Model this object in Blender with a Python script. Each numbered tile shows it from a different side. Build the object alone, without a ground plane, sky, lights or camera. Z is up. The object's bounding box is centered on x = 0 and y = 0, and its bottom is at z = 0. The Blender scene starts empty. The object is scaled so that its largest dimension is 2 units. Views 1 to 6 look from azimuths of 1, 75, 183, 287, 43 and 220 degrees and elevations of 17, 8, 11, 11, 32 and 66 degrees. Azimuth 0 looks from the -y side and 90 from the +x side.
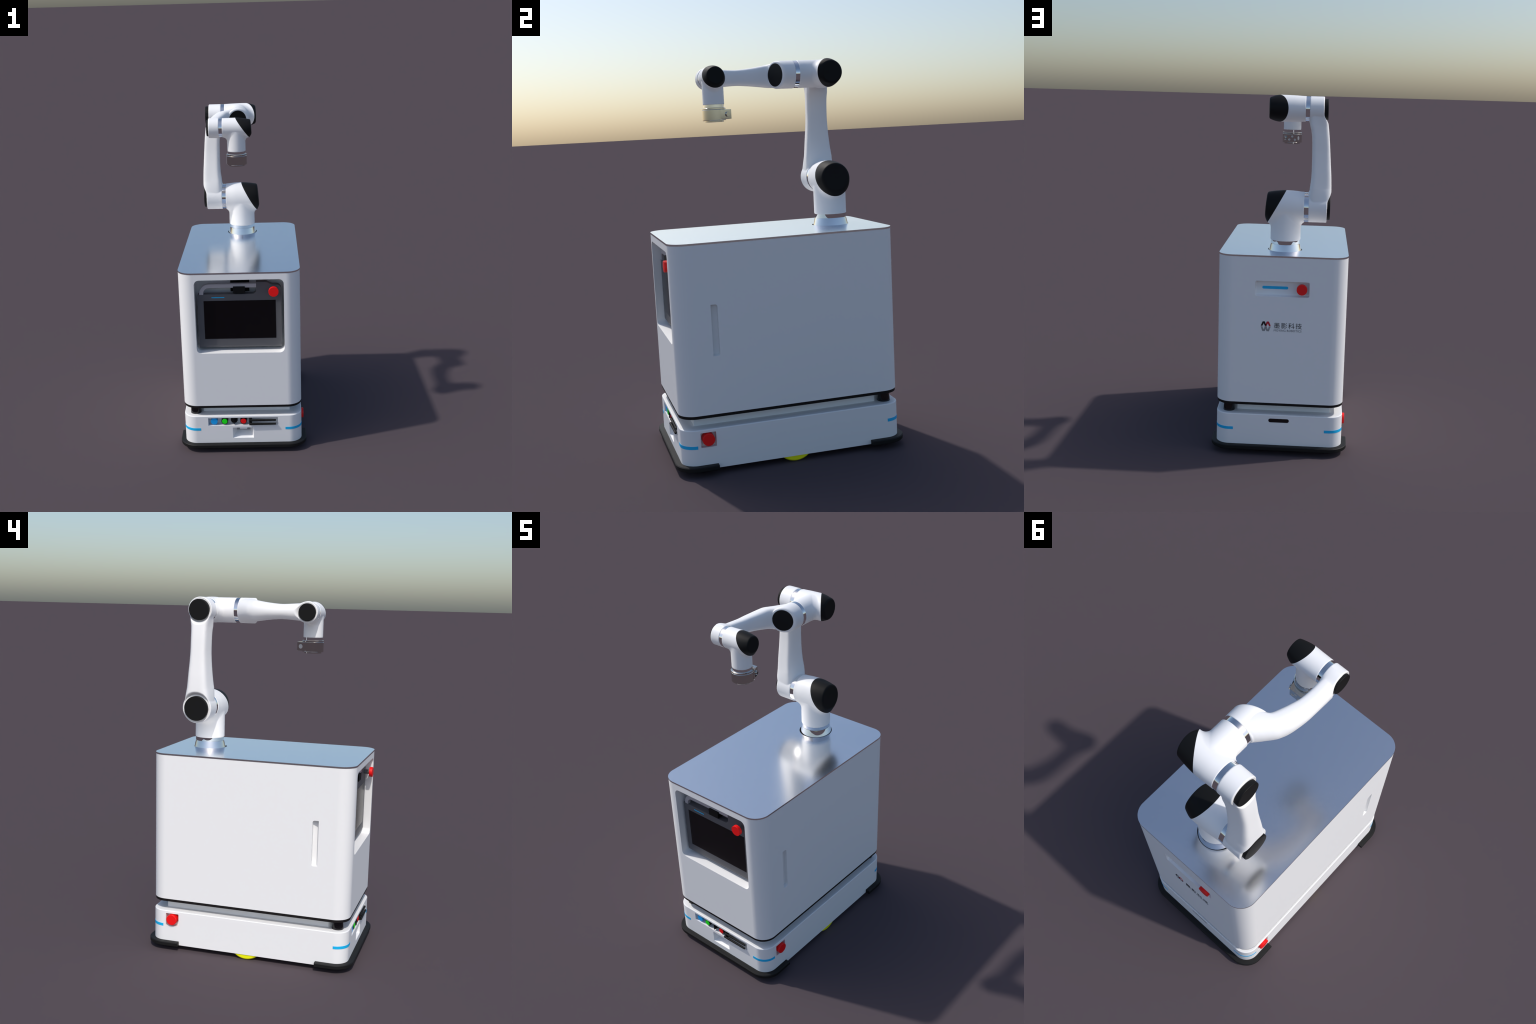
"""Mobile manipulator: wheeled cabinet with a six-axis white robot arm on its steel top plate."""
import bpy, bmesh, math
import numpy as np
from mathutils import Vector, Matrix

# ------------------------------------------------------------------ materials
def material(name, color, rough=0.5, metallic=0.0, specular=0.5, grain=0.0, coat=0.0, rough_var=0.03, scale=60):
    m = bpy.data.materials.new(name)
    m.use_nodes = True
    nt = m.node_tree
    b = nt.nodes["Principled BSDF"]
    b.inputs["Metallic"].default_value = metallic
    b.inputs["Specular IOR Level"].default_value = specular
    b.inputs["Coat Weight"].default_value = coat
    tc = nt.nodes.new("ShaderNodeTexCoord")
    nz = nt.nodes.new("ShaderNodeTexNoise")
    nz.inputs["Scale"].default_value = scale
    nz.inputs["Detail"].default_value = 3.0
    nt.links.new(tc.outputs["Object"], nz.inputs["Vector"])
    mr = nt.nodes.new("ShaderNodeMapRange")
    mr.inputs["To Min"].default_value = max(0.0, rough - rough_var)
    mr.inputs["To Max"].default_value = rough + rough_var
    nt.links.new(nz.outputs["Fac"], mr.inputs["Value"])
    nt.links.new(mr.outputs["Result"], b.inputs["Roughness"])
    mx = nt.nodes.new("ShaderNodeMix")
    mx.data_type = 'RGBA'
    mx.inputs["A"].default_value = (*[c * (1 - grain) for c in color], 1)
    mx.inputs["B"].default_value = (*[min(1.0, c * (1 + grain)) for c in color], 1)
    nt.links.new(nz.outputs["Fac"], mx.inputs["Factor"])
    nt.links.new(mx.outputs["Result"], b.inputs["Base Color"])
    return m

WHITE = material("cabinet_white_paint", (0.985, 0.985, 0.985), 0.5, specular=0.5, grain=0.005)
ARM_WHITE = material("arm_white_paint", (0.985, 0.985, 0.985), 0.5, specular=0.5, grain=0.005)
STEEL = material("brushed_top_plate", (0.95, 0.95, 0.95), 0.20, metallic=1.0, rough_var=0.004)
CHROME = material("polished_chrome", (0.86, 0.86, 0.86), 0.02, metallic=1.0, rough_var=0.005)
TOOL_METAL = material("polished_tool_steel", (0.66, 0.64, 0.59), 0.06, metallic=1.0, rough_var=0.01)
DOT_METAL = material("pale_fitting", (0.45, 0.45, 0.46), 0.5)
BLACK = material("black_plastic_cap", (0.0065, 0.0065, 0.0065), 0.6, specular=0.22)
RUBBER = material("black_bumper_rubber", (0.0075, 0.0075, 0.0075), 0.6, specular=0.3)
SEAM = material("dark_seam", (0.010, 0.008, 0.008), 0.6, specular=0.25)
LIDAR_BLACK = material("lidar_gloss_black", (0.006, 0.005, 0.006), 0.08, specular=0.5)
SCREEN = material("screen_glass_black", (0.004, 0.003, 0.004), 0.25, specular=0.3)
BEZEL = material("pendant_grey", (0.115, 0.115, 0.125), 0.5)
HANDLE = material("pendant_handle_grey", (0.50, 0.47, 0.49), 0.5)
RED = material("emergency_red", (1.0, 0.0025, 0.003), 0.5)
GREEN = material("button_green", (0.011, 1.0, 0.010), 0.5)
BLUE = material("signal_blue", (0.006, 0.54, 0.98), 0.5)
BUTTON_BLUE = material("button_blue", (0.004, 0.42, 1.0), 0.5)
YELLOW = material("wheel_yellow", (1.0, 1.0, 0.003), 0.5)
LOGO_BLACK = material("print_black", (0.01, 0.01, 0.012), 0.5)
LOGO_RED = material("print_red", (0.60, 0.008, 0.03), 0.5)
LOGO_GREY = material("print_grey", (0.16, 0.16, 0.17), 0.5)

# ------------------------------------------------------------------ object helpers
SCENE = bpy.context.scene.collection
ROBOT = bpy.data.objects.new("mobile_manipulator_robot", None)
SCENE.objects.link(ROBOT)
ROBOT["label"] = "white wheeled cabinet robot with a jointed white arm on top"
ROBOT["category"] = "mobile robot"

def add(name, mesh, mat, parent=None, angle=35.0, loc=None):
    mesh.materials.clear()
    mesh.materials.append(mat)
    ob = bpy.data.objects.new(name, mesh)
    SCENE.objects.link(ob)
    ob.parent = parent or ROBOT
    if loc is not None:
        ob.location = loc
    if angle is not None:
        mesh.shade_smooth()
        mesh.set_sharp_from_angle(angle=math.radians(angle))
        wn = ob.modifiers.new("flat_faces_stay_flat", 'WEIGHTED_NORMAL')
        wn.keep_sharp = True; wn.weight = 100; wn.mode = 'FACE_AREA'
    return ob

def mesh_from(name, verts, faces):
    me = bpy.data.meshes.new(name)
    me.from_pydata([tuple(v) for v in verts], [], [tuple(f) for f in faces])
    bm = bmesh.new(); bm.from_mesh(me)
    bmesh.ops.recalc_face_normals(bm, faces=bm.faces)
    bm.to_mesh(me); bm.free()
    return me

def rounded_rect(x0, x1, y0, y1, r, seg=16):
    """Counter-clockwise outline; r is one radius or four (start lower left, going ccw)."""
    rs = [r] * 4 if not isinstance(r, (list, tuple)) else list(r)
    cs = [(x0, y0, 1, 1, 180), (x1, y0, -1, 1, 270), (x1, y1, -1, -1, 0), (x0, y1, 1, -1, 90)]
    pts = []
    for (cx, cy, sx, sy, a0), q in zip(cs, rs):
        if q <= 1e-6:
            pts.append((cx, cy)); continue
        for i in range(seg + 1):
            a = math.radians(a0 + 90 * i / seg)
            pts.append((cx + sx * q + q * math.cos(a), cy + sy * q + q * math.sin(a)))
    return pts

AXES = {'z': lambda u, v, w: (u, v, w), 'y': lambda u, v, w: (u, w, v), 'x': lambda u, v, w: (w, u, v)}

def loft(rings, axis='z', name="loft"):
    """rings: list of (outline, height); outlines of equal length; capped at both ends."""
    n = len(rings[0][0]); vs = []; fs = []
    for out, h in rings:
        vs += [AXES[axis](u, v, h) for u, v in out]
    for k in range(len(rings) - 1):
        for i in range(n):
            j = (i + 1) % n
            fs.append((k * n + i, k * n + j, (k + 1) * n + j, (k + 1) * n + i))
    fs.append(tuple(range(n))[::-1])
    fs.append(tuple((len(rings) - 1) * n + i for i in range(n)))
    return mesh_from(name, vs, fs)

def prism(out, h0, h1, axis='z', bevel0=0.0, bevel1=0.0, seg=4):
    """Extrude a convex-ish outline; bevel0/bevel1 round the edge at h0/h1 (inset by polygon normal)."""
    P = np.array(out); n = len(P)
    d1 = P - np.roll(P, 1, 0); d2 = np.roll(P, -1, 0) - P
    nn = lambda d: np.stack([d[:, 1], -d[:, 0]], 1) / np.maximum(np.linalg.norm(d, axis=1, keepdims=True), 1e-9)
    n1, n2 = nn(d1), nn(d2)
    m = n1 + n2
    m = m / np.maximum((1 + (n1 * n2).sum(1, keepdims=True)), 0.2)
    area = 0.5 * np.sum(P[:, 0] * np.roll(P[:, 1], -1) - P[:, 1] * np.roll(P[:, 0], -1))
    if area < 0: m = -m
    rings = []
    s = 1 if h1 > h0 else -1
    if bevel0 > 0:
        for i in range(seg):
            a = math.pi / 2 * i / seg
            rings.append((P - m * bevel0 * (1 - math.sin(a)), h0 + s * bevel0 * (1 - math.cos(a))))
    rings.append((P, h0 + s * bevel0))
    rings.append((P, h1 - s * bevel1))
    if bevel1 > 0:
        for i in range(1, seg + 1):
            a = math.pi / 2 * i / seg
            rings.append((P - m * bevel1 * (1 - math.cos(a)), h1 - s * bevel1 * (1 - math.sin(a))))
    return loft(rings, axis)

def circle(cx, cy, r, seg=64):
    return [(cx + r * math.cos(2 * math.pi * i / seg), cy + r * math.sin(2 * math.pi * i / seg)) for i in range(seg)]

def cylinder(axis, c, r, h0, h1, bevel0=0.0, bevel1=0.0, seg=64):
    return prism(circle(c[0], c[1], r, seg), h0, h1, axis, bevel0, bevel1)

def turned(profile, c=(0, 0), seg=96, axis='z'):
    """Closed solid of revolution from (radius, height) points."""
    return loft([(circle(c[0], c[1], r, seg), h) for r, h in profile], axis)

def box(x0, x1, y0, y1, z0, z1, b=0.0):
    return prism(rounded_rect(x0, x1, y0, y1, b, 4), z0, z1, 'z', b, b, 3)

def join(meshes):
    bm = bmesh.new()
    for me in meshes:
        bm.from_mesh(me)
    out = bpy.data.meshes.new("joined"); bm.to_mesh(out); bm.free()
    return out

def cut(mesh, cutters):
    """Boolean difference, applied."""
    ob = bpy.data.objects.new("work", mesh); SCENE.objects.link(ob)
    tmp = []
    for c in cutters:
        co = bpy.data.objects.new("cutter", c); SCENE.objects.link(co); tmp.append(co)
        md = ob.modifiers.new("cut", 'BOOLEAN'); md.object = co; md.operation = 'DIFFERENCE'; md.solver = 'EXACT'
    dg = bpy.context.evaluated_depsgraph_get(); dg.update()
    out = bpy.data.meshes.new_from_object(ob.evaluated_get(dg))
    for o in tmp + [ob]:
        bpy.data.objects.remove(o, do_unlink=True)
    return out

def sweep(path, section, closed=False):
    """path: list of (point, side) with side a unit vector; section: list of (offset along side, height z)."""
    m = len(section); vs = []; fs = []
    for p, s in path:
        for o, h in section:
            vs.append((p[0] + s[0] * o, p[1] + s[1] * o, h))
    for k in range(len(path) - 1):
        for i in range(m):
            j = (i + 1) % m
            fs.append((k * m + i, k * m + j, (k + 1) * m + j, (k + 1) * m + i))
    fs.append(tuple(range(m))[::-1]); fs.append(tuple((len(path) - 1) * m + i for i in range(m)))
    return mesh_from("sweep", vs, fs)

# ------------------------------------------------------------------ smooth solids (signed fields -> surface net)
def rmax(a, b, r):
    return np.minimum(np.maximum(a + r, b + r), 0) + np.hypot(np.maximum(a + r, 0), np.maximum(b + r, 0)) - r

def rmin(a, b, r):
    return -rmax(-a, -b, r)

def pchip(xs, ys):
    xs = np.array(xs, float); ys = np.array(ys, float)
    if xs[0] > xs[-1]: xs, ys = xs[::-1], ys[::-1]
    h = np.diff(xs); d = np.diff(ys) / h
    m = np.zeros(len(xs)); m[0], m[-1] = d[0], d[-1]
    for i in range(1, len(xs) - 1):
        if d[i - 1] * d[i] > 0:
            w1, w2 = 2 * h[i] + h[i - 1], h[i] + 2 * h[i - 1]
            m[i] = (w1 + w2) / (w1 / d[i - 1] + w2 / d[i])
    def f(x):
        x = np.clip(x, xs[0], xs[-1]); k = np.clip(np.searchsorted(xs, x) - 1, 0, len(h) - 1)
        t = (x - xs[k]) / h[k]; t2 = t * t; t3 = t2 * t
        return (2*t3 - 3*t2 + 1) * ys[k] + (t3 - 2*t2 + t) * h[k] * m[k] + (3*t2 - 2*t3) * ys[k+1] + (t3 - t2) * h[k] * m[k+1]
    return f

def gradient(f, P, e=2e-4):
    g = np.stack([f(*(P + d).T) - f(*(P - d).T) for d in np.eye(3) * e], 1) / (2 * e)
    return g

def surface_net(f, lo, hi, step):
    lo = np.array(lo); n = np.ceil((np.array(hi) - lo) / step).astype(int) + 1
    ax = [lo[i] + step * np.arange(n[i]) for i in range(3)]
    X, Y, Z = np.meshgrid(*ax, indexing='ij')
    V = f(X.ravel(), Y.ravel(), Z.ravel()).reshape(n)
    S = V < 0
    c = n - 1
    acc = np.zeros((*c, 3)); cnt = np.zeros(c)
    corner = lambda o: tuple(slice(o[i], o[i] + c[i]) for i in range(3))
    for a in range(3):
        for o1 in (0, 1):
            for o2 in (0, 1):
                o = [0, 0, 0]; b1, b2 = [k for k in range(3) if k != a]
                o[b1], o[b2] = o1, o2; q = list(o); q[a] = 1
                va, vb = V[corner(o)], V[corner(q)]
                x = S[corner(o)] != S[corner(q)]
                t = np.where(x, va / np.where(x, va - vb, 1), 0)
                p = np.zeros((*c, 3)); p[..., b1] = o1; p[..., b2] = o2; p[..., a] = t
                acc += p * x[..., None]; cnt += x
    act = cnt > 0
    idx = -np.ones(c, int); idx[act] = np.arange(act.sum())
    I = np.argwhere(act)
    P = lo + step * (I + acc[act] / cnt[act][:, None])
    quads = []
    for a in range(3):
        b1, b2 = (a + 1) % 3, (a + 2) % 3
        sl0 = [slice(1, -1)] * 3; sl1 = [slice(1, -1)] * 3
        sl0[a] = slice(0, n[a] - 1); sl1[a] = slice(1, n[a])
        s0, s1 = S[tuple(sl0)], S[tuple(sl1)]
        E = np.argwhere(s0 != s1)
        if not len(E): continue
        flip = s0[tuple(E.T)]
        E[:, b1] += 1; E[:, b2] += 1
        def at(d1, d2):
            Q = E.copy(); Q[:, b1] -= d1; Q[:, b2] -= d2
            return idx[tuple(Q.T)]
        q = np.stack([at(1, 1), at(0, 1), at(0, 0), at(1, 0)], 1)
        q[~flip] = q[~flip][:, ::-1]
        quads.append(q)
    F = np.concatenate(quads)
    for _ in range(4):
        g = gradient(f, P); v = f(*P.T)
        d = -(v / np.maximum((g * g).sum(1), 0.05))[:, None] * g
        L = np.linalg.norm(d, axis=1, keepdims=True)
        P = P + d * np.minimum(1, 0.6 * step / np.maximum(L, 1e-12))
    return P, F

def smooth_solid(name, f, lo, hi, step, mat, split=None, cap_name=None, cap_mat=None, parent=None):
    """Mesh a field; an optional plane (point, normal) separates a second-material cap with coinciding border."""
    P, F = surface_net(f, lo, hi, step)
    me = bpy.data.meshes.new(name)
    me.from_pydata(P.tolist(), [], F.tolist())
    groups = [(name, mat, None)]
    bm = bmesh.new(); bm.from_mesh(me)
    if split:
        pc, pn = Vector(split[0]), Vector(split[1]).normalized()
        bmesh.ops.bisect_plane(bm, geom=bm.verts[:] + bm.edges[:] + bm.faces[:], plane_co=pc, plane_no=pn, dist=1e-6)
        groups = [(name, mat, False), (cap_name, cap_mat, True)]
    obs = []
    for nm, mt, side in groups:
        b2 = bm.copy()
        if side is not None:
            kill = [fc for fc in b2.faces if ((fc.calc_center_median() - pc).dot(pn) > 0) != side]
            bmesh.ops.delete(b2, geom=kill, context='FACES')
        m2 = bpy.data.meshes.new(nm); b2.to_mesh(m2); b2.free()
        co = np.array([v.co[:] for v in m2.vertices])
        g = gradient(f, co, 6e-4); g /= np.maximum(np.linalg.norm(g, axis=1, keepdims=True), 1e-9)
        m2.materials.append(mt); m2.shade_smooth()
        m2.normals_split_custom_set_from_vertices(g.tolist())
        ob = bpy.data.objects.new(nm, m2); SCENE.objects.link(ob)
        ob.parent = parent or (obs[0] if obs else ROBOT)
        obs.append(ob)
    bm.free()
    return obs

# ================================================================== DRIVE BASE
HX, HY, RC, RB = 0.3567, 0.5715, 0.0845, 0.076     # half width, half length, corner radii of cabinet and base
base = prism(rounded_rect(-HX, HX, -HY, HY, RB, 20), 0.029, 0.230, 'z', 0.0, 0.005)

def xz_frustum(front, back, y0, y1):
    (a0, a1, b0, b1), (c0, c1, d0, d1) = front, back
    return loft([([(a0, b0), (a1, b0), (a1, b1), (a0, b1)], y0), ([(c0, d0), (c1, d0), (c1, d1), (c0, d1)], y1)], 'y')

PANEL_Y = -0.530
cutters = [
    prism(rounded_rect(-0.211, 0.212, 0.166, 0.217, 0.0), -0.60, PANEL_Y, 'y'),
    xz_frustum((-0.076, 0.076, 0.069, 0.152), (-0.040, 0.040, 0.105, 0.150), -0.601, -0.515),
    prism(rounded_rect(-0.041, 0.041, 0.106, 0.1495, 0.0), -0.53, -0.45, 'y'),
    prism(rounded_rect(-0.058, 0.058, 0.185, 0.208, 0.011, 8), 0.60, 0.560, 'y'),
    prism(rounded_rect(-0.480, -0.403, 0.140, 0.214, 0.003, 3), 0.40, 0.326, 'x'),
    prism(rounded_rect(0.403, 0.480, 0.140, 0.214, 0.003, 3), -0.40, -0.326, 'x'),
]
base = cut(base, cutters)
chassis = add("drive_base", base, WHITE)

ped = prism([(-0.240, -0.497), (0.285, -0.497), (0.285, 0.452), (0.240, 0.497), (-0.285, 0.497), (-0.285, -0.452)], 0.226, 0.286)
add("lift_pedestal", ped, WHITE)

# sensor window in the rear of the base
add("rear_sensor_window", prism(rounded_rect(-0.0575, 0.0575, 0.1855, 0.2075, 0.0108, 8), 0.555, 0.5705, 'y'), LIDAR_BLACK, chassis)
# block inside the charging pocket
add("charging_contact", box(-0.021, 0.024, -0.556, -0.448, 0.132, 0.1530, 0.002), WHITE, chassis)

# path round a front corner of the base, running from the front face to the side face
def corner_path(x_start, y_end, sx=1, sy=-1, seg=20, hx=HX, hy=HY, r=RB):
    pts = [((sx * x_start, sy * hy), (0, sy))]
    for i in range(seg + 1):
        a = math.pi / 2 * i / seg
        d = (sx * math.sin(a), sy * math.cos(a))
        pts.append(((sx * (hx - r) + d[0] * r, sy * (hy - r) + d[1] * r), d))
    pts.append(((sx * hx, sy * y_end), (sx, 0)))
    return pts

for sx in (1, -1):
    for sy in (1, -1):
        add("light_strip", sweep(corner_path(0.257, 0.500, sx, sy), [(-0.003, 0.135), (0.0008, 0.135), (0.0008, 0.151), (-0.003, 0.151)]), BLUE, chassis)

for sy in (-1, 1):
    path = [((-p[0][0], p[0][1]), (-p[1][0], p[1][1])) for p in reversed(corner_path(0.0, 0.400, 1, sy)[1:])] + corner_path(0.0, 0.400, 1, sy)[1:]
    sec = [(-0.020, 0.0285), (0.027, 0.0285), (0.029, 0.0310), (0.029, 0.0475), (0.025, 0.0515), (-0.020, 0.0515)]
    add("bumper", sweep(path, sec), RUBBER)

# drive wheels
wheel_mesh = join([turned([(0.080, -0.018), (0.094, -0.018), (0.100, -0.012), (0.100, 0.012), (0.094, 0.018), (0.080, 0.018)], (0, 0), 96, 'x')])
for i, sx in enumerate((1, -1)):
    me = wheel_mesh if i == 0 else wheel_mesh
    w = bpy.data.objects.new("drive_wheel", me)
    if i == 0:
        me.materials.append(YELLOW); me.shade_smooth(); me.set_sharp_from_angle(angle=math.radians(35))
    SCENE.objects.link(w); w.parent = ROBOT; w.location = (sx * 0.335, 0.0, 0.100)

# corner scanners
lidar_mesh = turned([(0.024, 0.0), (0.033, 0.0), (0.033, 0.004), (0.0275, 0.056), (0.020, 0.060)], (0, 0), 64)
lidar_mesh.materials.append(LIDAR_BLACK); lidar_mesh.shade_smooth(); lidar_mesh.set_sharp_from_angle(angle=math.radians(35))
for sx in (-1, 1):
    o = bpy.data.objects.new("corner_scanner", lidar_mesh); SCENE.objects.link(o)
    o.parent = ROBOT; o.location = (sx * 0.287, sx * 0.505, 0.2302)

# side emergency stops
for sx in (1, -1):
    c = (sx * -0.442, 0.180)
    add("emergency_stop_button", join([cylinder('x', c, 0.0305, sx * 0.324, sx * 0.371, 0.0, 0.0025), ]), RED, chassis)

# front control row
def front_cyl(x, z, r, y0, y1, bev=0.001):
    return cylinder('y', (x, z), r, y0, y1, 0.0, bev, 48)
ZB = 0.1925
add("push_button", front_cyl(-0.175, ZB, 0.0205, -0.528, -0.567), BUTTON_BLUE, chassis)
for x, mt in ((-0.111, GREEN), (0.003, RED)):
    h = add("push_button_housing", front_cyl(x, ZB, 0.0205, -0.528, -0.566), BLACK, chassis)
    add("push_button", front_cyl(x, ZB, 0.0165, -0.560, -0.5690), mt, chassis)
knob = join([front_cyl(-0.054, ZB + 0.001, 0.0210, -0.528, -0.552),
             loft([([(-0.0575, 0.172), (-0.0505, 0.172), (-0.0505, 0.214), (-0.0575, 0.214)], -0.550), ([(-0.0555, 0.174), (-0.0525, 0.174), (-0.0525, 0.212), (-0.0555, 0.212)], -0.571)], 'y')])
add("selector_knob", knob, BLACK, chassis)
hinge = join([cylinder('z', (0.0455, -0.566), 0.0085, 0.1700, 0.2135, 0.001, 0.001, 32), box(0.038, 0.053, -0.566, -0.528, 0.186, 0.2145, 0.001)])
add("antenna_hinge", hinge, BLACK, chassis)
for z, y in ((0.1995, -0.573), (0.1770, -0.578)):
    rod = loft([(circle(y, z, r, 24), x) for r, x in ((0.0045, 0.037), (0.0068, 0.038), (0.0058, 0.198), (0.0045, 0.200))], 'x')
    add("antenna_rod", rod, BLACK, chassis)

# ================================================================== CABINET
add("shadow_gap_strip", prism(rounded_rect(-HX + 0.002, HX - 0.002, -HY + 0.002, HY - 0.002, RC - 0.002, 20), 0.2845, 0.3002), SEAM)
body = prism(rounded_rect(-HX, HX, -HY, HY, RC, 28), 0.300, 1.1310)
FRONT_BACK = -0.436
PEND_BACK = -0.495
def side_slot(s):
    # finger slot: floor deepens towards the front of the cabinet
    out = rounded_rect(-0.392, -0.358, 0.588, 0.840, [0.0, 0.012, 0.012, 0.0], 6)
    deep = [(y, z, s * (HX - (0.022 + 0.018 * (-0.358 - y) / 0.034))) for y, z in out]
    n = len(out)
    vs = [(s * 0.40, y, z) for y, z in out] + [(x, y, z) for y, z, x in deep]
    fs = [tuple(range(n)), tuple(range(n, 2 * n))[::-1]] + [(i, (i + 1) % n, n + (i + 1) % n, n + i) for i in range(n)]
    return mesh_from("slot", vs, fs)
body = cut(body, [
    prism(rounded_rect(-0.260, 0.261, 0.640, 1.096, 0.030, 12), -0.62, FRONT_BACK, 'y', 0.0, 0.012),
    prism(rounded_rect(-0.149, 0.149, 0.913, 0.999, 0.009, 6), 0.62, 0.530, 'y', 0.0, 0.007),
    side_slot(1), side_slot(-1)])
cab = add("cabinet", body, WHITE, angle=32)

# rear recess fittings
def mushroom(c, y_seat, y_face, cap):
    s = 1 if y_face > y_seat else -1
    return cylinder('y', c, 0.0290, y_face - s * cap, y_face, 0.0015, 0.0010), cylinder('y', c, 0.0130, y_seat, y_face - s * cap * 0.5)
stop_cap, stop_stem = mushroom((-0.1075, 0.9560), 0.528, 0.581, 0.024)
add("emergency_stop_button", stop_cap, RED, cab)
add("button_stem", stop_stem, WHITE, cab)
add("status_light_bar", prism(rounded_rect(-0.0305, 0.1120, 0.9470, 0.9625, 0.0070, 8), 0.528, 0.5318, 'y'), BLUE, cab)

# ---- rear print: mark and lettering
PY = HY - 0.0004
def flat_poly(pts, t=0.0011):
    return prism(pts, PY, PY + t, 'y')
MX = 0.0855                                     # centre of the mark
def leg_quads(z0, z1, apex_x, bottom_w, top_w, leg, z_top, z_bot):
    """Slices of an inverted-V between heights z0..z1: left and right leg quads."""
    out = []
    half = lambda z: top_w / 2 + (bottom_w - top_w) / 2 * (z_top - z) / (z_top - z_bot)
    notch_top = z_top - 0.42 * (z_top - z_bot)
    inner = lambda z: max(0.0, (half(z_bot) - leg) * (notch_top - z) / (notch_top - z_bot))
    for s in (1, -1):
        q = [(apex_x + s * half(z0), z0), (apex_x + s * half(z1), z1), (apex_x + s * inner(z1), z1), (apex_x + s * inner(z0), z0)]
        out.append(q)
    return out
def chevron(apex_x, zt, zb, n=6):
    ms = []
    cutz = [zt + (zb - zt) * i / n for i in range(n + 1)]
    nt = zt - 0.42 * (zt - zb)
    zs = sorted(set([zt, nt, zb]), reverse=zt > zb)
    for a, b in zip(zs[:-1], zs[1:]):
        ms += [flat_poly(q) for q in leg_quads(a, b, apex_x, 0.0325, 0.0115, 0.0095, zt, zb)]
    return join(ms)
add("brand_mark", chevron(MX + 0.0118, 0.7715, 0.7460), LOGO_BLACK, cab, angle=None)
add("brand_mark", chevron(MX - 0.0112, 0.7712, 0.7458), LOGO_RED, cab, angle=None)
ms = []
for ax_ in (MX + 0.0118, MX - 0.0112):
    zt, zb = 0.7145, 0.7425
    for i in range(6):
        z1 = zb + (zt - zb) * i / 6.0
        z0 = z1 + (zt - zb) / 6.0 * 0.66
        ms += [flat_poly(q, 0.0009) for q in leg_quads(z0, z1, ax_, 0.0325, 0.0125, 0.0100, zt, zb)]
add("brand_mark", join(ms), LOGO_GREY, cab, angle=None)

def lettering(txt, x_left, x_right, z_lo, z_hi, mat, spacing=1.0):
    cu = bpy.data.curves.new("lettering", 'FONT')
    cu.body = txt; cu.extrude = 0.0006; cu.size = 0.04; cu.space_character = spacing; cu.resolution_u = 4
    ob = bpy.data.objects.new("lettering", cu); SCENE.objects.link(ob)
    dg = bpy.context.evaluated_depsgraph_get(); dg.update()
    me = bpy.data.meshes.new_from_object(ob.evaluated_get(dg))
    bpy.data.objects.remove(ob, do_unlink=True)
    co = np.array([v.co[:] for v in me.vertices])
    lo, hi = co.min(0), co.max(0)
    for v in me.vertices:                     # read from behind: +x of the text runs towards -x
        u = (v.co.x - lo[0]) / (hi[0] - lo[0]); w = (v.co.y - lo[1]) / (hi[1] - lo[1])
        v.co = Vector((x_left + (x_right - x_left) * u, PY + 0.0004 + v.co.z, z_lo + (z_hi - z_lo) * w))
    me.update()
    return add("lettering", me, mat, cab, angle=None)
lettering("墨影科技", 0.0405, -0.1135, 0.7340, 0.7665, LOGO_BLACK, 1.18)
lettering("MOYING ROBOTICS", 0.0405, -0.1120, 0.7165, 0.7285, LOGO_GREY, 1.08)

# ---- top plate with hole for the arm
ARM_Y = 0.352
plate = prism(rounded_rect(-HX - 0.0005, HX + 0.0005, -HY - 0.0005, HY + 0.0005, RC, 28), 1.1310, 1.1400)
plate = cut(plate, [cylinder('z', (0, ARM_Y), 0.0965, 1.10, 1.20, seg=96)])
add("top_plate", plate, STEEL, angle=32)
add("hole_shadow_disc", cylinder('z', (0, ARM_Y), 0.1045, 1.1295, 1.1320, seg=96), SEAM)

# ================================================================== TEACH PENDANT (front recess)
PF = -0.531
outline = [(-0.244, 0.678), (0.244, 0.678)]
outline += [(0.246 - 0.026 + 0.026 * math.cos(math.radians(a)), 1.048 - 0.026 + 0.026 * math.sin(math.radians(a))) for a in range(0, 91, 10)]
outline += [(0.195, 1.049), (0.183, 1.053), (0.172, 1.0605), (0.162, 1.0655), (0.150, 1.067), (0.100, 1.067), (0.100, 1.019)]
outline += [(0.076 + 0.024 * math.cos(math.radians(a)), 1.019 - 0.024 * math.sin(math.radians(a))) for a in range(10, 91, 10)]
outline += [(-0.244, 0.995)]
pend = add("teach_pendant", join([prism(outline, PF, PEND_BACK, 'y'),
        prism([(PF + 0.0002, 0.6785)] + [(PF + 0.018 - 0.018 * math.cos(math.radians(a)), 0.678 - 0.020 * math.sin(math.radians(a))) for a in range(10, 91, 10)] + [(PEND_BACK, 0.658), (PEND_BACK, 0.6785)], -0.2445, 0.2445, 'x')]), BEZEL)
add("touch_screen", box(-0.2105, 0.2125, PF - 0.0008, PF + 0.004, 0.7175, 0.9560), SCREEN, pend)
add("pendant_light_bar", box(-0.163, -0.0875, PF - 0.0008, PF + 0.004, 0.9735, 0.9785), BLUE, pend)
stop_cap, stop_stem = mushroom((0.2010, 1.0205), PF + 0.003, -0.580, 0.0185)
add("emergency_stop_button", stop_cap, RED, pend)
add("button_stem", stop_stem, BEZEL, pend)
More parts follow.
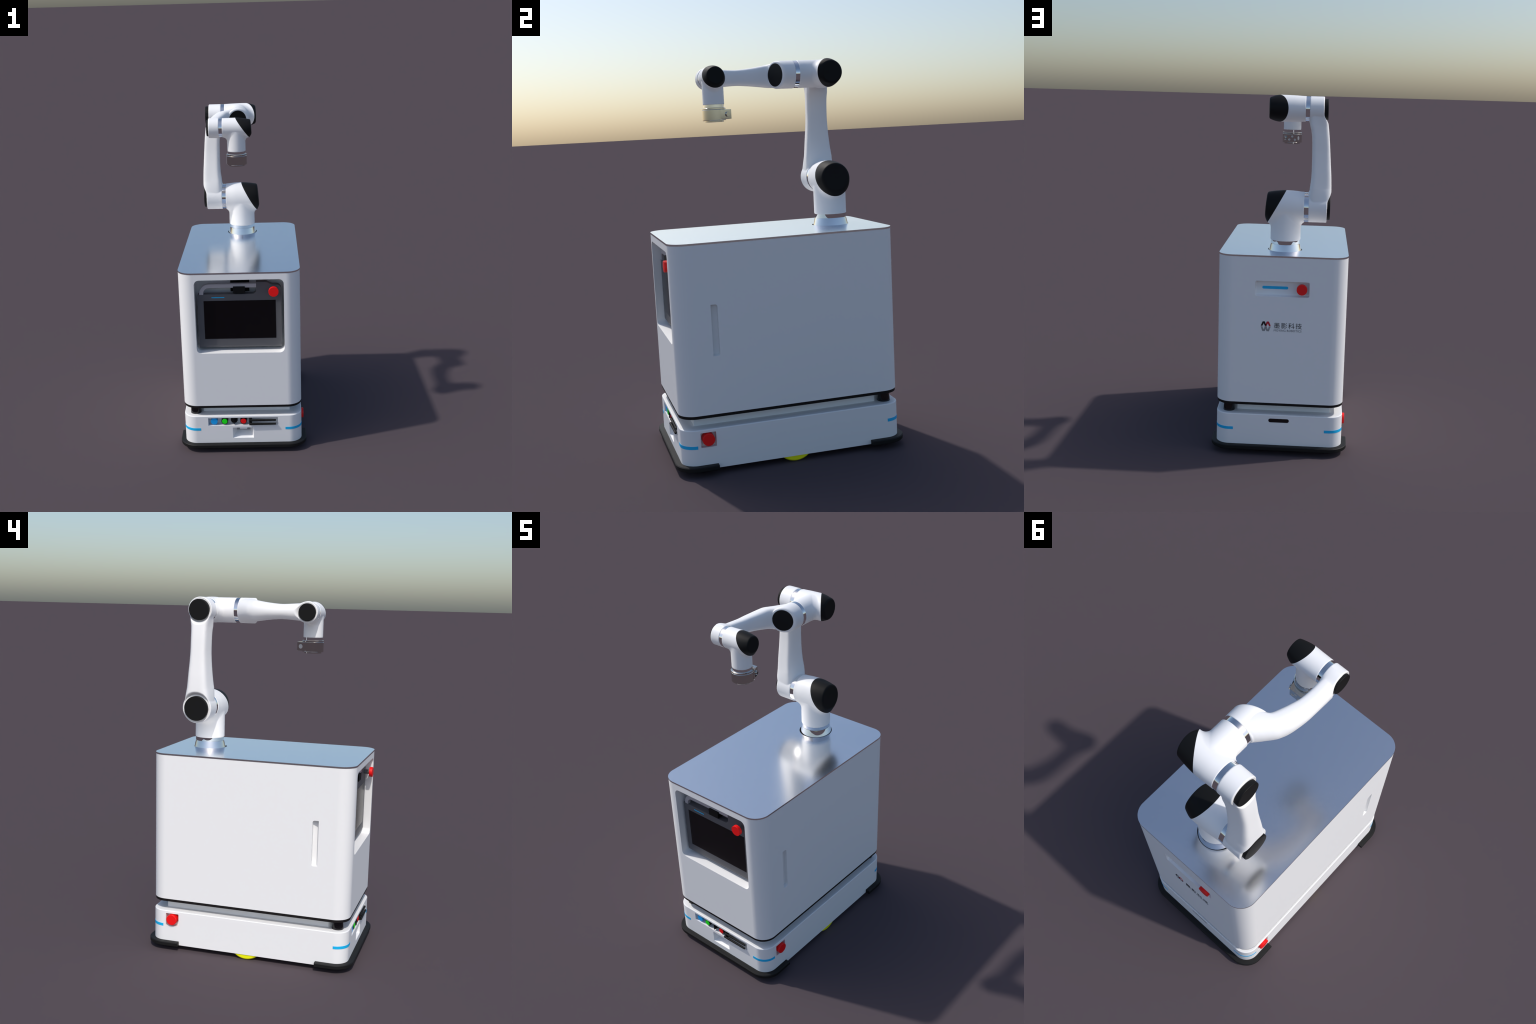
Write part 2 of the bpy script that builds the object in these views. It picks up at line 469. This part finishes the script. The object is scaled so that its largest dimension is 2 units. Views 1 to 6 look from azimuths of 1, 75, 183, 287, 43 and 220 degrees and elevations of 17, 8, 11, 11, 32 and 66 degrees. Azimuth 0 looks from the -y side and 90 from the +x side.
# handle: flat bar rising from the left edge and running right
hp = [((-0.222, 0.994), (-1, 0))]
for i in range(13):
    a = math.radians(180 - 90 * i / 12)
    hp.append(((-0.176 + 0.046 * math.cos(a), 1.000 + 0.046 * math.sin(a)), (math.cos(a), math.sin(a))))
hp.append(((0.101, 1.046), (0, 1)))
hv = []; hf = []
for p, s in hp:
    for o, y in ((0.013, -0.527), (0.0105, PF), (-0.0105, PF), (-0.013, -0.527), (-0.013, -0.511), (0.013, -0.511)):
        hv.append((p[0] + s[0] * o, y, p[1] + s[1] * o))
for k in range(len(hp) - 1):
    for i in range(6):
        hf.append((k * 6 + i, k * 6 + (i + 1) % 6, (k + 1) * 6 + (i + 1) % 6, (k + 1) * 6 + i))
hf += [tuple(range(6))[::-1], tuple((len(hp) - 1) * 6 + i for i in range(6))]
add("pendant_handle", mesh_from("handle", hv, hf), HANDLE, pend)
clip = join([box(-0.0345, 0.0345, -0.5415, -0.4600, 1.004, 1.0435, 0.002), box(-0.054, 0.058, -0.450, -0.4340, 0.985, 1.085, 0.001)])
add("pendant_hook", clip, BLACK, pend)

# ================================================================== ARM
ZS, ZE, YW = 1.385, 1.927, -0.246             # shoulder axis, elbow/wrist axis height, wrist axis y

# base flange: cone rising from the hole, groove, polished ring
flange = turned([(0.084, 1.122), (0.0930, 1.1335), (0.0920, 1.1400), (0.0822, 1.1765), (0.0800, 1.1770), (0.0800, 1.1785), (0.0825, 1.1788), (0.0825, 1.203), (0.07, 1.205)], (0, ARM_Y), 128)
add("arm_base_flange", flange, CHROME, angle=20)

def joint_field(uvw, r_ring, r_max, u0, u_end, tilt, r_br, br_end, round_end, fillet, cap_u, cap_s, r_face, v_face):
    """Barrel along u (ring end u0 to slanted, tapering cap) with a branch of radius r_br running towards -v."""
    rad = pchip([u0 - 0.01, u0, 0.35 * u0, 0.25 * u_end, u_end + 0.01], [r_ring, r_ring, r_max * 0.985, r_max, r_max * 0.995])
    ct = 1 / math.hypot(1, tilt)
    def f(x, y, z):
        u, v, w = uvw(x, y, z)
        a = cap_u - cap_s * v; b = u_end - tilt * v          # cap plane and end face along u
        den = np.maximum(b - a, 0.010)
        t = np.clip((u - a) / den, 0.0, 1.3)
        t2 = t ** 1.6
        R = rad(u)
        rr = R + (r_face - R) * t2
        slope = (R - r_face) / den * np.where(t > 0, 1.0, 0.0)
        barrel = (np.hypot(v - v_face * t2, w) - rr) / np.sqrt(1 + slope ** 2)
        barrel = rmax(barrel, (u - b) * ct, round_end)
        barrel = rmax(barrel, u0 - u, 0.004)
        branch = np.hypot(u, w) - r_br
        branch = np.maximum(branch, v)
        k = fillet * np.sqrt(np.clip(1 - (w / r_br) ** 2, 0.0, 1)) + 1e-5
        d = rmin(barrel, branch, k)
        return rmax(d, br_end - v, 0.005)
    return f

def joint(name, uvw, box_lo, box_hi, step, cap_u, cap_s, origin, vdir, **k):
    f = joint_field(uvw, cap_u=cap_u, cap_s=cap_s, **k)
    n = np.array([1.0, 0, 0]) + cap_s * np.array(vdir)
    pc = np.array(origin) + np.array([cap_u, 0, 0])
    return smooth_solid(name, f, box_lo, box_hi, step, ARM_WHITE, (pc, n), "joint_end_cap", BLACK)

shoulder = joint("shoulder_joint", lambda x, y, z: (x, z - ZS, y - ARM_Y), (-0.115, 0.235, 1.170), (0.135, 0.470, 1.495), 0.0026,
      0.052, 0.556, (0, ARM_Y, ZS), (0, 0, 1), r_ring=0.0845, r_max=0.0912, u0=-0.1015, u_end=0.1130, tilt=0.085, r_br=0.0845, br_end=-0.1880, round_end=0.009, fillet=0.030, r_face=0.0730, v_face=0.006)[0]
elbow = joint("elbow_joint", lambda x, y, z: (x, y - ARM_Y, z - ZE), (-0.105, 0.185, 1.835), (0.125, 0.445, 2.02), 0.0024,
      0.051, 0.70, (0, ARM_Y, ZE), (0, 1, 0), r_ring=0.0695, r_max=0.0730, u0=-0.0945, u_end=0.1080, tilt=0.085, r_br=0.0700, br_end=-0.155, round_end=0.008, fillet=0.030, r_face=0.0570, v_face=0.003)[0]
wrist = joint("wrist_joint", lambda x, y, z: (x, z - ZE, y - YW), (-0.092, -0.320, 1.770), (0.108, -0.172, 2.0), 0.0021,
      0.038, 0.70, (0, YW, ZE), (0, 0, 1), r_ring=0.0560, r_max=0.0575, u0=-0.0800, u_end=0.0890, tilt=0.07, r_br=0.0540, br_end=-0.1388, round_end=0.006, fillet=0.024, r_face=0.0430, v_face=0.003)[0]

# polished joint rings
add("joint_ring", cylinder('x', (ARM_Y, ZS), 0.0825, -0.1260, -0.1000, seg=128), CHROME, shoulder)
add("joint_ring", cylinder('x', (ARM_Y, ZE), 0.0680, -0.1160, -0.0930, seg=128), CHROME, elbow)
add("joint_ring", cylinder('y', (0, ZE), 0.0690, 0.1765, 0.1985, seg=128), CHROME, elbow)
add("joint_ring", cylinder('x', (YW, ZE), 0.0545, -0.0990, -0.0785, seg=128), CHROME, wrist)
add("joint_ring", cylinder('z', (0, YW), 0.0525, 1.7720, 1.7920, seg=128), CHROME, wrist)

# ---- upper arm: bowed slab between two hubs with scooped seats for the end caps
xo = pchip([1.36, 1.472, 1.554, 1.60, 1.734, 1.774, 1.861, 1.94], [-0.249, -0.2490, -0.2460, -0.2425, -0.2320, -0.2285, -0.2175, -0.204])
xi = pchip([1.36, 1.45, 1.49, 1.551, 1.60, 1.731, 1.772, 1.808, 1.852, 1.94], [-0.1245, -0.1255, -0.1285, -0.1345, -0.1360, -0.1340, -0.1320, -0.1270, -0.117, -0.1145])
hy = pchip([1.36, 1.454, 1.519, 1.583, 1.65, 1.711, 1.80, 1.836, 1.88, 1.94], [0.0800, 0.0725, 0.0650, 0.0590, 0.0535, 0.0510, 0.0515, 0.0535, 0.0575, 0.066])
def upper_arm_field(x, y, z):
    o, i, h = xo(z), xi(z), hy(z)
    cx, hx = (o + i) / 2, (i - o) / 2
    n = 5.0
    hs = h + (0.0085 + 0.0020 * np.clip((1.60 - z) / 0.1, 0, 1)) * np.clip((z - 1.405) / 0.09, 0, 1) * np.clip((1.905 - z) / 0.07, 0, 1) * np.clip((x - cx) / hx, -1.2, 1.2)
    q = ((np.abs(x - cx) / hx) ** n + (np.abs(y - ARM_Y) / hs) ** n) ** (1 / n)
    slab = (q - 1) * np.minimum(hx, h)
    slab = np.maximum(slab, np.maximum(ZS - z, z - ZE))
    r1 = np.hypot(y - ARM_Y, z - ZS); r2 = np.hypot(y - ARM_Y, z - ZE)
    hub1 = rmax(r1 - 0.0845, np.abs(x + 0.1765) - 0.0520, 0.006)
    hub2 = rmax(r2 - 0.0695, np.abs(x + 0.1550) - 0.0400, 0.006)
    k1 = 0.014 * np.clip(1 - ((y - ARM_Y) / 0.080) ** 2, 0, 1) + 1e-5
    k2 = 0.014 * np.clip(1 - ((y - ARM_Y) / 0.062) ** 2, 0, 1) + 1e-5
    d = rmin(rmin(slab, hub1, k1), hub2, k2)
    s1 = (-0.2285 - 0.026 * np.clip((r1 - 0.078) / 0.018, -0.3, 3)) - x
    s2 = (-0.1955 - 0.026 * np.clip((r2 - 0.0625) / 0.018, -0.3, 3)) - x
    s1 = np.where(r1 < 0.078, np.minimum(s1, -0.2285 - x), s1)
    s2 = np.where(r2 < 0.0625, np.minimum(s2, -0.1955 - x), s2)
    return rmax(rmax(d, s1 * 0.75, 0.005), s2 * 0.75, 0.005)
upper = smooth_solid("upper_arm", upper_arm_field, (-0.262, 0.258, 1.290), (-0.105, 0.446, 2.006), 0.0026, ARM_WHITE)[0]
add("joint_end_cap", cylinder('x', (ARM_Y, ZS), 0.0690, -0.2240, -0.2455, 0.0, 0.004, 96), BLACK, upper)
add("joint_end_cap", cylinder('x', (ARM_Y, ZE), 0.0578, -0.1910, -0.2175, 0.0, 0.004, 96), BLACK, upper)

# ---- forearm: slant-ended barrel, then an oval limb curving to the wrist hub
fo = pchip([0.200, 0.178, 0.160, 0.138, 0.092, 0.023, -0.055, -0.172, -0.26], [-0.060, -0.071, -0.088, -0.108, -0.143, -0.1650, -0.1750, -0.1770, -0.1765])
fi = pchip([0.200, 0.115, 0.100, 0.090, 0.080, 0.070, 0.060, 0.048, 0.030, -0.017, -0.079, -0.148, -0.200, -0.26], [0.050, 0.048, 0.030, 0.009, -0.013, -0.035, -0.0500, -0.0575, -0.0640, -0.0790, -0.0945, -0.0995, -0.0990, -0.0980])
fh = pchip([0.200, 0.120, 0.080, 0.030, -0.036, -0.100, -0.165, -0.210, -0.26], [0.0660, 0.0655, 0.0615, 0.0535, 0.0450, 0.0405, 0.0438, 0.0475, 0.052])
OVAL_N = np.array([0.400, -0.917, 0.0]); OVAL_C = np.array([0.0, 0.0845, ZE])
def forearm_field(x, y, z):
    o, i, h = fo(y), fi(y), fh(y)
    cx, hx = (o + i) / 2, (i - o) / 2
    rx = cx + 0.28 * hx                                    # crest of the limb sits towards the inner side
    n = np.where(x > rx, 3.0, 2.1)
    q = ((np.abs(x - rx) / np.where(x > rx, 0.72 * hx, 1.28 * hx)) ** n + (np.abs(z - ZE) / h) ** n) ** (1 / n)
    limb = (q - 1) * np.minimum(hx, h) * 0.8
    limb = np.maximum(limb, np.maximum(YW - y, y - 0.1775))
    slant = (x - OVAL_C[0]) * OVAL_N[0] + (y - OVAL_C[1]) * OVAL_N[1]
    limb = np.maximum(limb, np.minimum(slant + 0.0006, x + 0.053))   # the limb never covers the slanted cap seat
    barrel = np.hypot(x, z - ZE) - 0.0705
    barrel = rmax(barrel, slant, 0.010)
    barrel = rmax(barrel, y - 0.1775, 0.004)
    r = np.hypot(y - YW, z - ZE)
    hub = rmax(r - 0.0565, np.abs(x + 0.1290) - 0.0310, 0.005)
    k = 0.010 * np.clip(1 - ((z - ZE) / 0.066) ** 2, 0, 1) * np.clip((-0.050 - x) / 0.02, 0, 1) + 1e-5
    d = rmin(rmin(limb, barrel, k), hub, 0.012)
    s = np.where(r < 0.050, np.minimum((-0.1600 - 0.026 * np.clip((r - 0.050) / 0.024, -0.3, 3)) - x, -0.1600 - x), (-0.1600 - 0.026 * np.clip((r - 0.050) / 0.024, -0.3, 3)) - x)
    d = rmax(d, s * 0.75, 0.004)
    return rmax(d, y - 0.1775, 0.003)
forearm = smooth_solid("forearm", forearm_field, (-0.196, -0.312, 1.845), (0.082, 0.190, 2.008), 0.0024, ARM_WHITE)[0]
add("joint_end_cap", cylinder('x', (YW, ZE), 0.0474, -0.1570, -0.1715, 0.0, 0.0035, 96), BLACK, forearm)
oval = cylinder('z', (0, 0), 0.0585, -0.004, 0.0008, 0.0, 0.0006, 96)
Z = Vector(OVAL_N.tolist()); X = Vector((0.917, 0.400, 0)); Y = Z.cross(X)
oval.transform(Matrix(((X.x, Y.x, Z.x, OVAL_C[0]), (X.y, Y.y, Z.y, OVAL_C[1]), (X.z, Y.z, Z.z, OVAL_C[2]), (0, 0, 0, 1))))
add("joint_end_cap", oval, BLACK, forearm)

# ---- tool flange: polished coupling with a wired lug on its back
tool = turned([(0.045, 1.7035), (0.048, 1.7035), (0.048, 1.7115), (0.0585, 1.7115), (0.0597, 1.7130), (0.0597, 1.7630), (0.0585, 1.7650), (0.0597, 1.7660), (0.0597, 1.7720), (0.057, 1.7740), (0.045, 1.7740)], (0, YW), 128)
coupling = add("tool_coupling", tool, TOOL_METAL, angle=25)
lug = prism([(-0.053, YW), (0.053, YW), (0.0552, -0.2225), (0.030, -0.1635), (-0.030, -0.1635), (-0.0552, -0.2225)], 1.7165, 1.7640, 'z', 0.0008, 0.0008, 2)
add("coupling_lug", lug, TOOL_METAL, coupling)
for dx, dz in ((-0.0027, 1.7505), (0.0155, 1.7315), (-0.0190, 1.7310)):
    add("lug_dowel", cylinder('y', (dx, dz), 0.0068, -0.166, -0.1628, 0.0, 0.0004, 24), DOT_METAL, coupling)
for s in (1, -1):
    c = Vector((s * 0.0395, -0.1857, 1.7400)); n = Vector((s * 0.922, 0.387, 0)).normalized()
    pin = cylinder('z', (0, 0), 0.0125, -0.004, 0.008 if s > 0 else 0.001, 0.0, 0.0008, 32)
    pin.transform(Matrix.Translation(c) @ Vector((0, 0, 1)).rotation_difference(n).to_matrix().to_4x4())
    add("cable_connector", pin, TOOL_METAL if s > 0 else DOT_METAL, coupling)

# the arm stands a few millimetres behind its nominal axis
for ob in [o for o in bpy.data.objects if o.type == 'MESH']:
    top = ob
    while top.parent and top.parent != ROBOT:
        top = top.parent
    if top.name.split(".")[0] in {"arm_base_flange", "shoulder_joint", "elbow_joint", "wrist_joint", "upper_arm", "forearm", "tool_coupling"}:
        ob.data.transform(Matrix.Translation((0.0, 0.003, 0.0)))
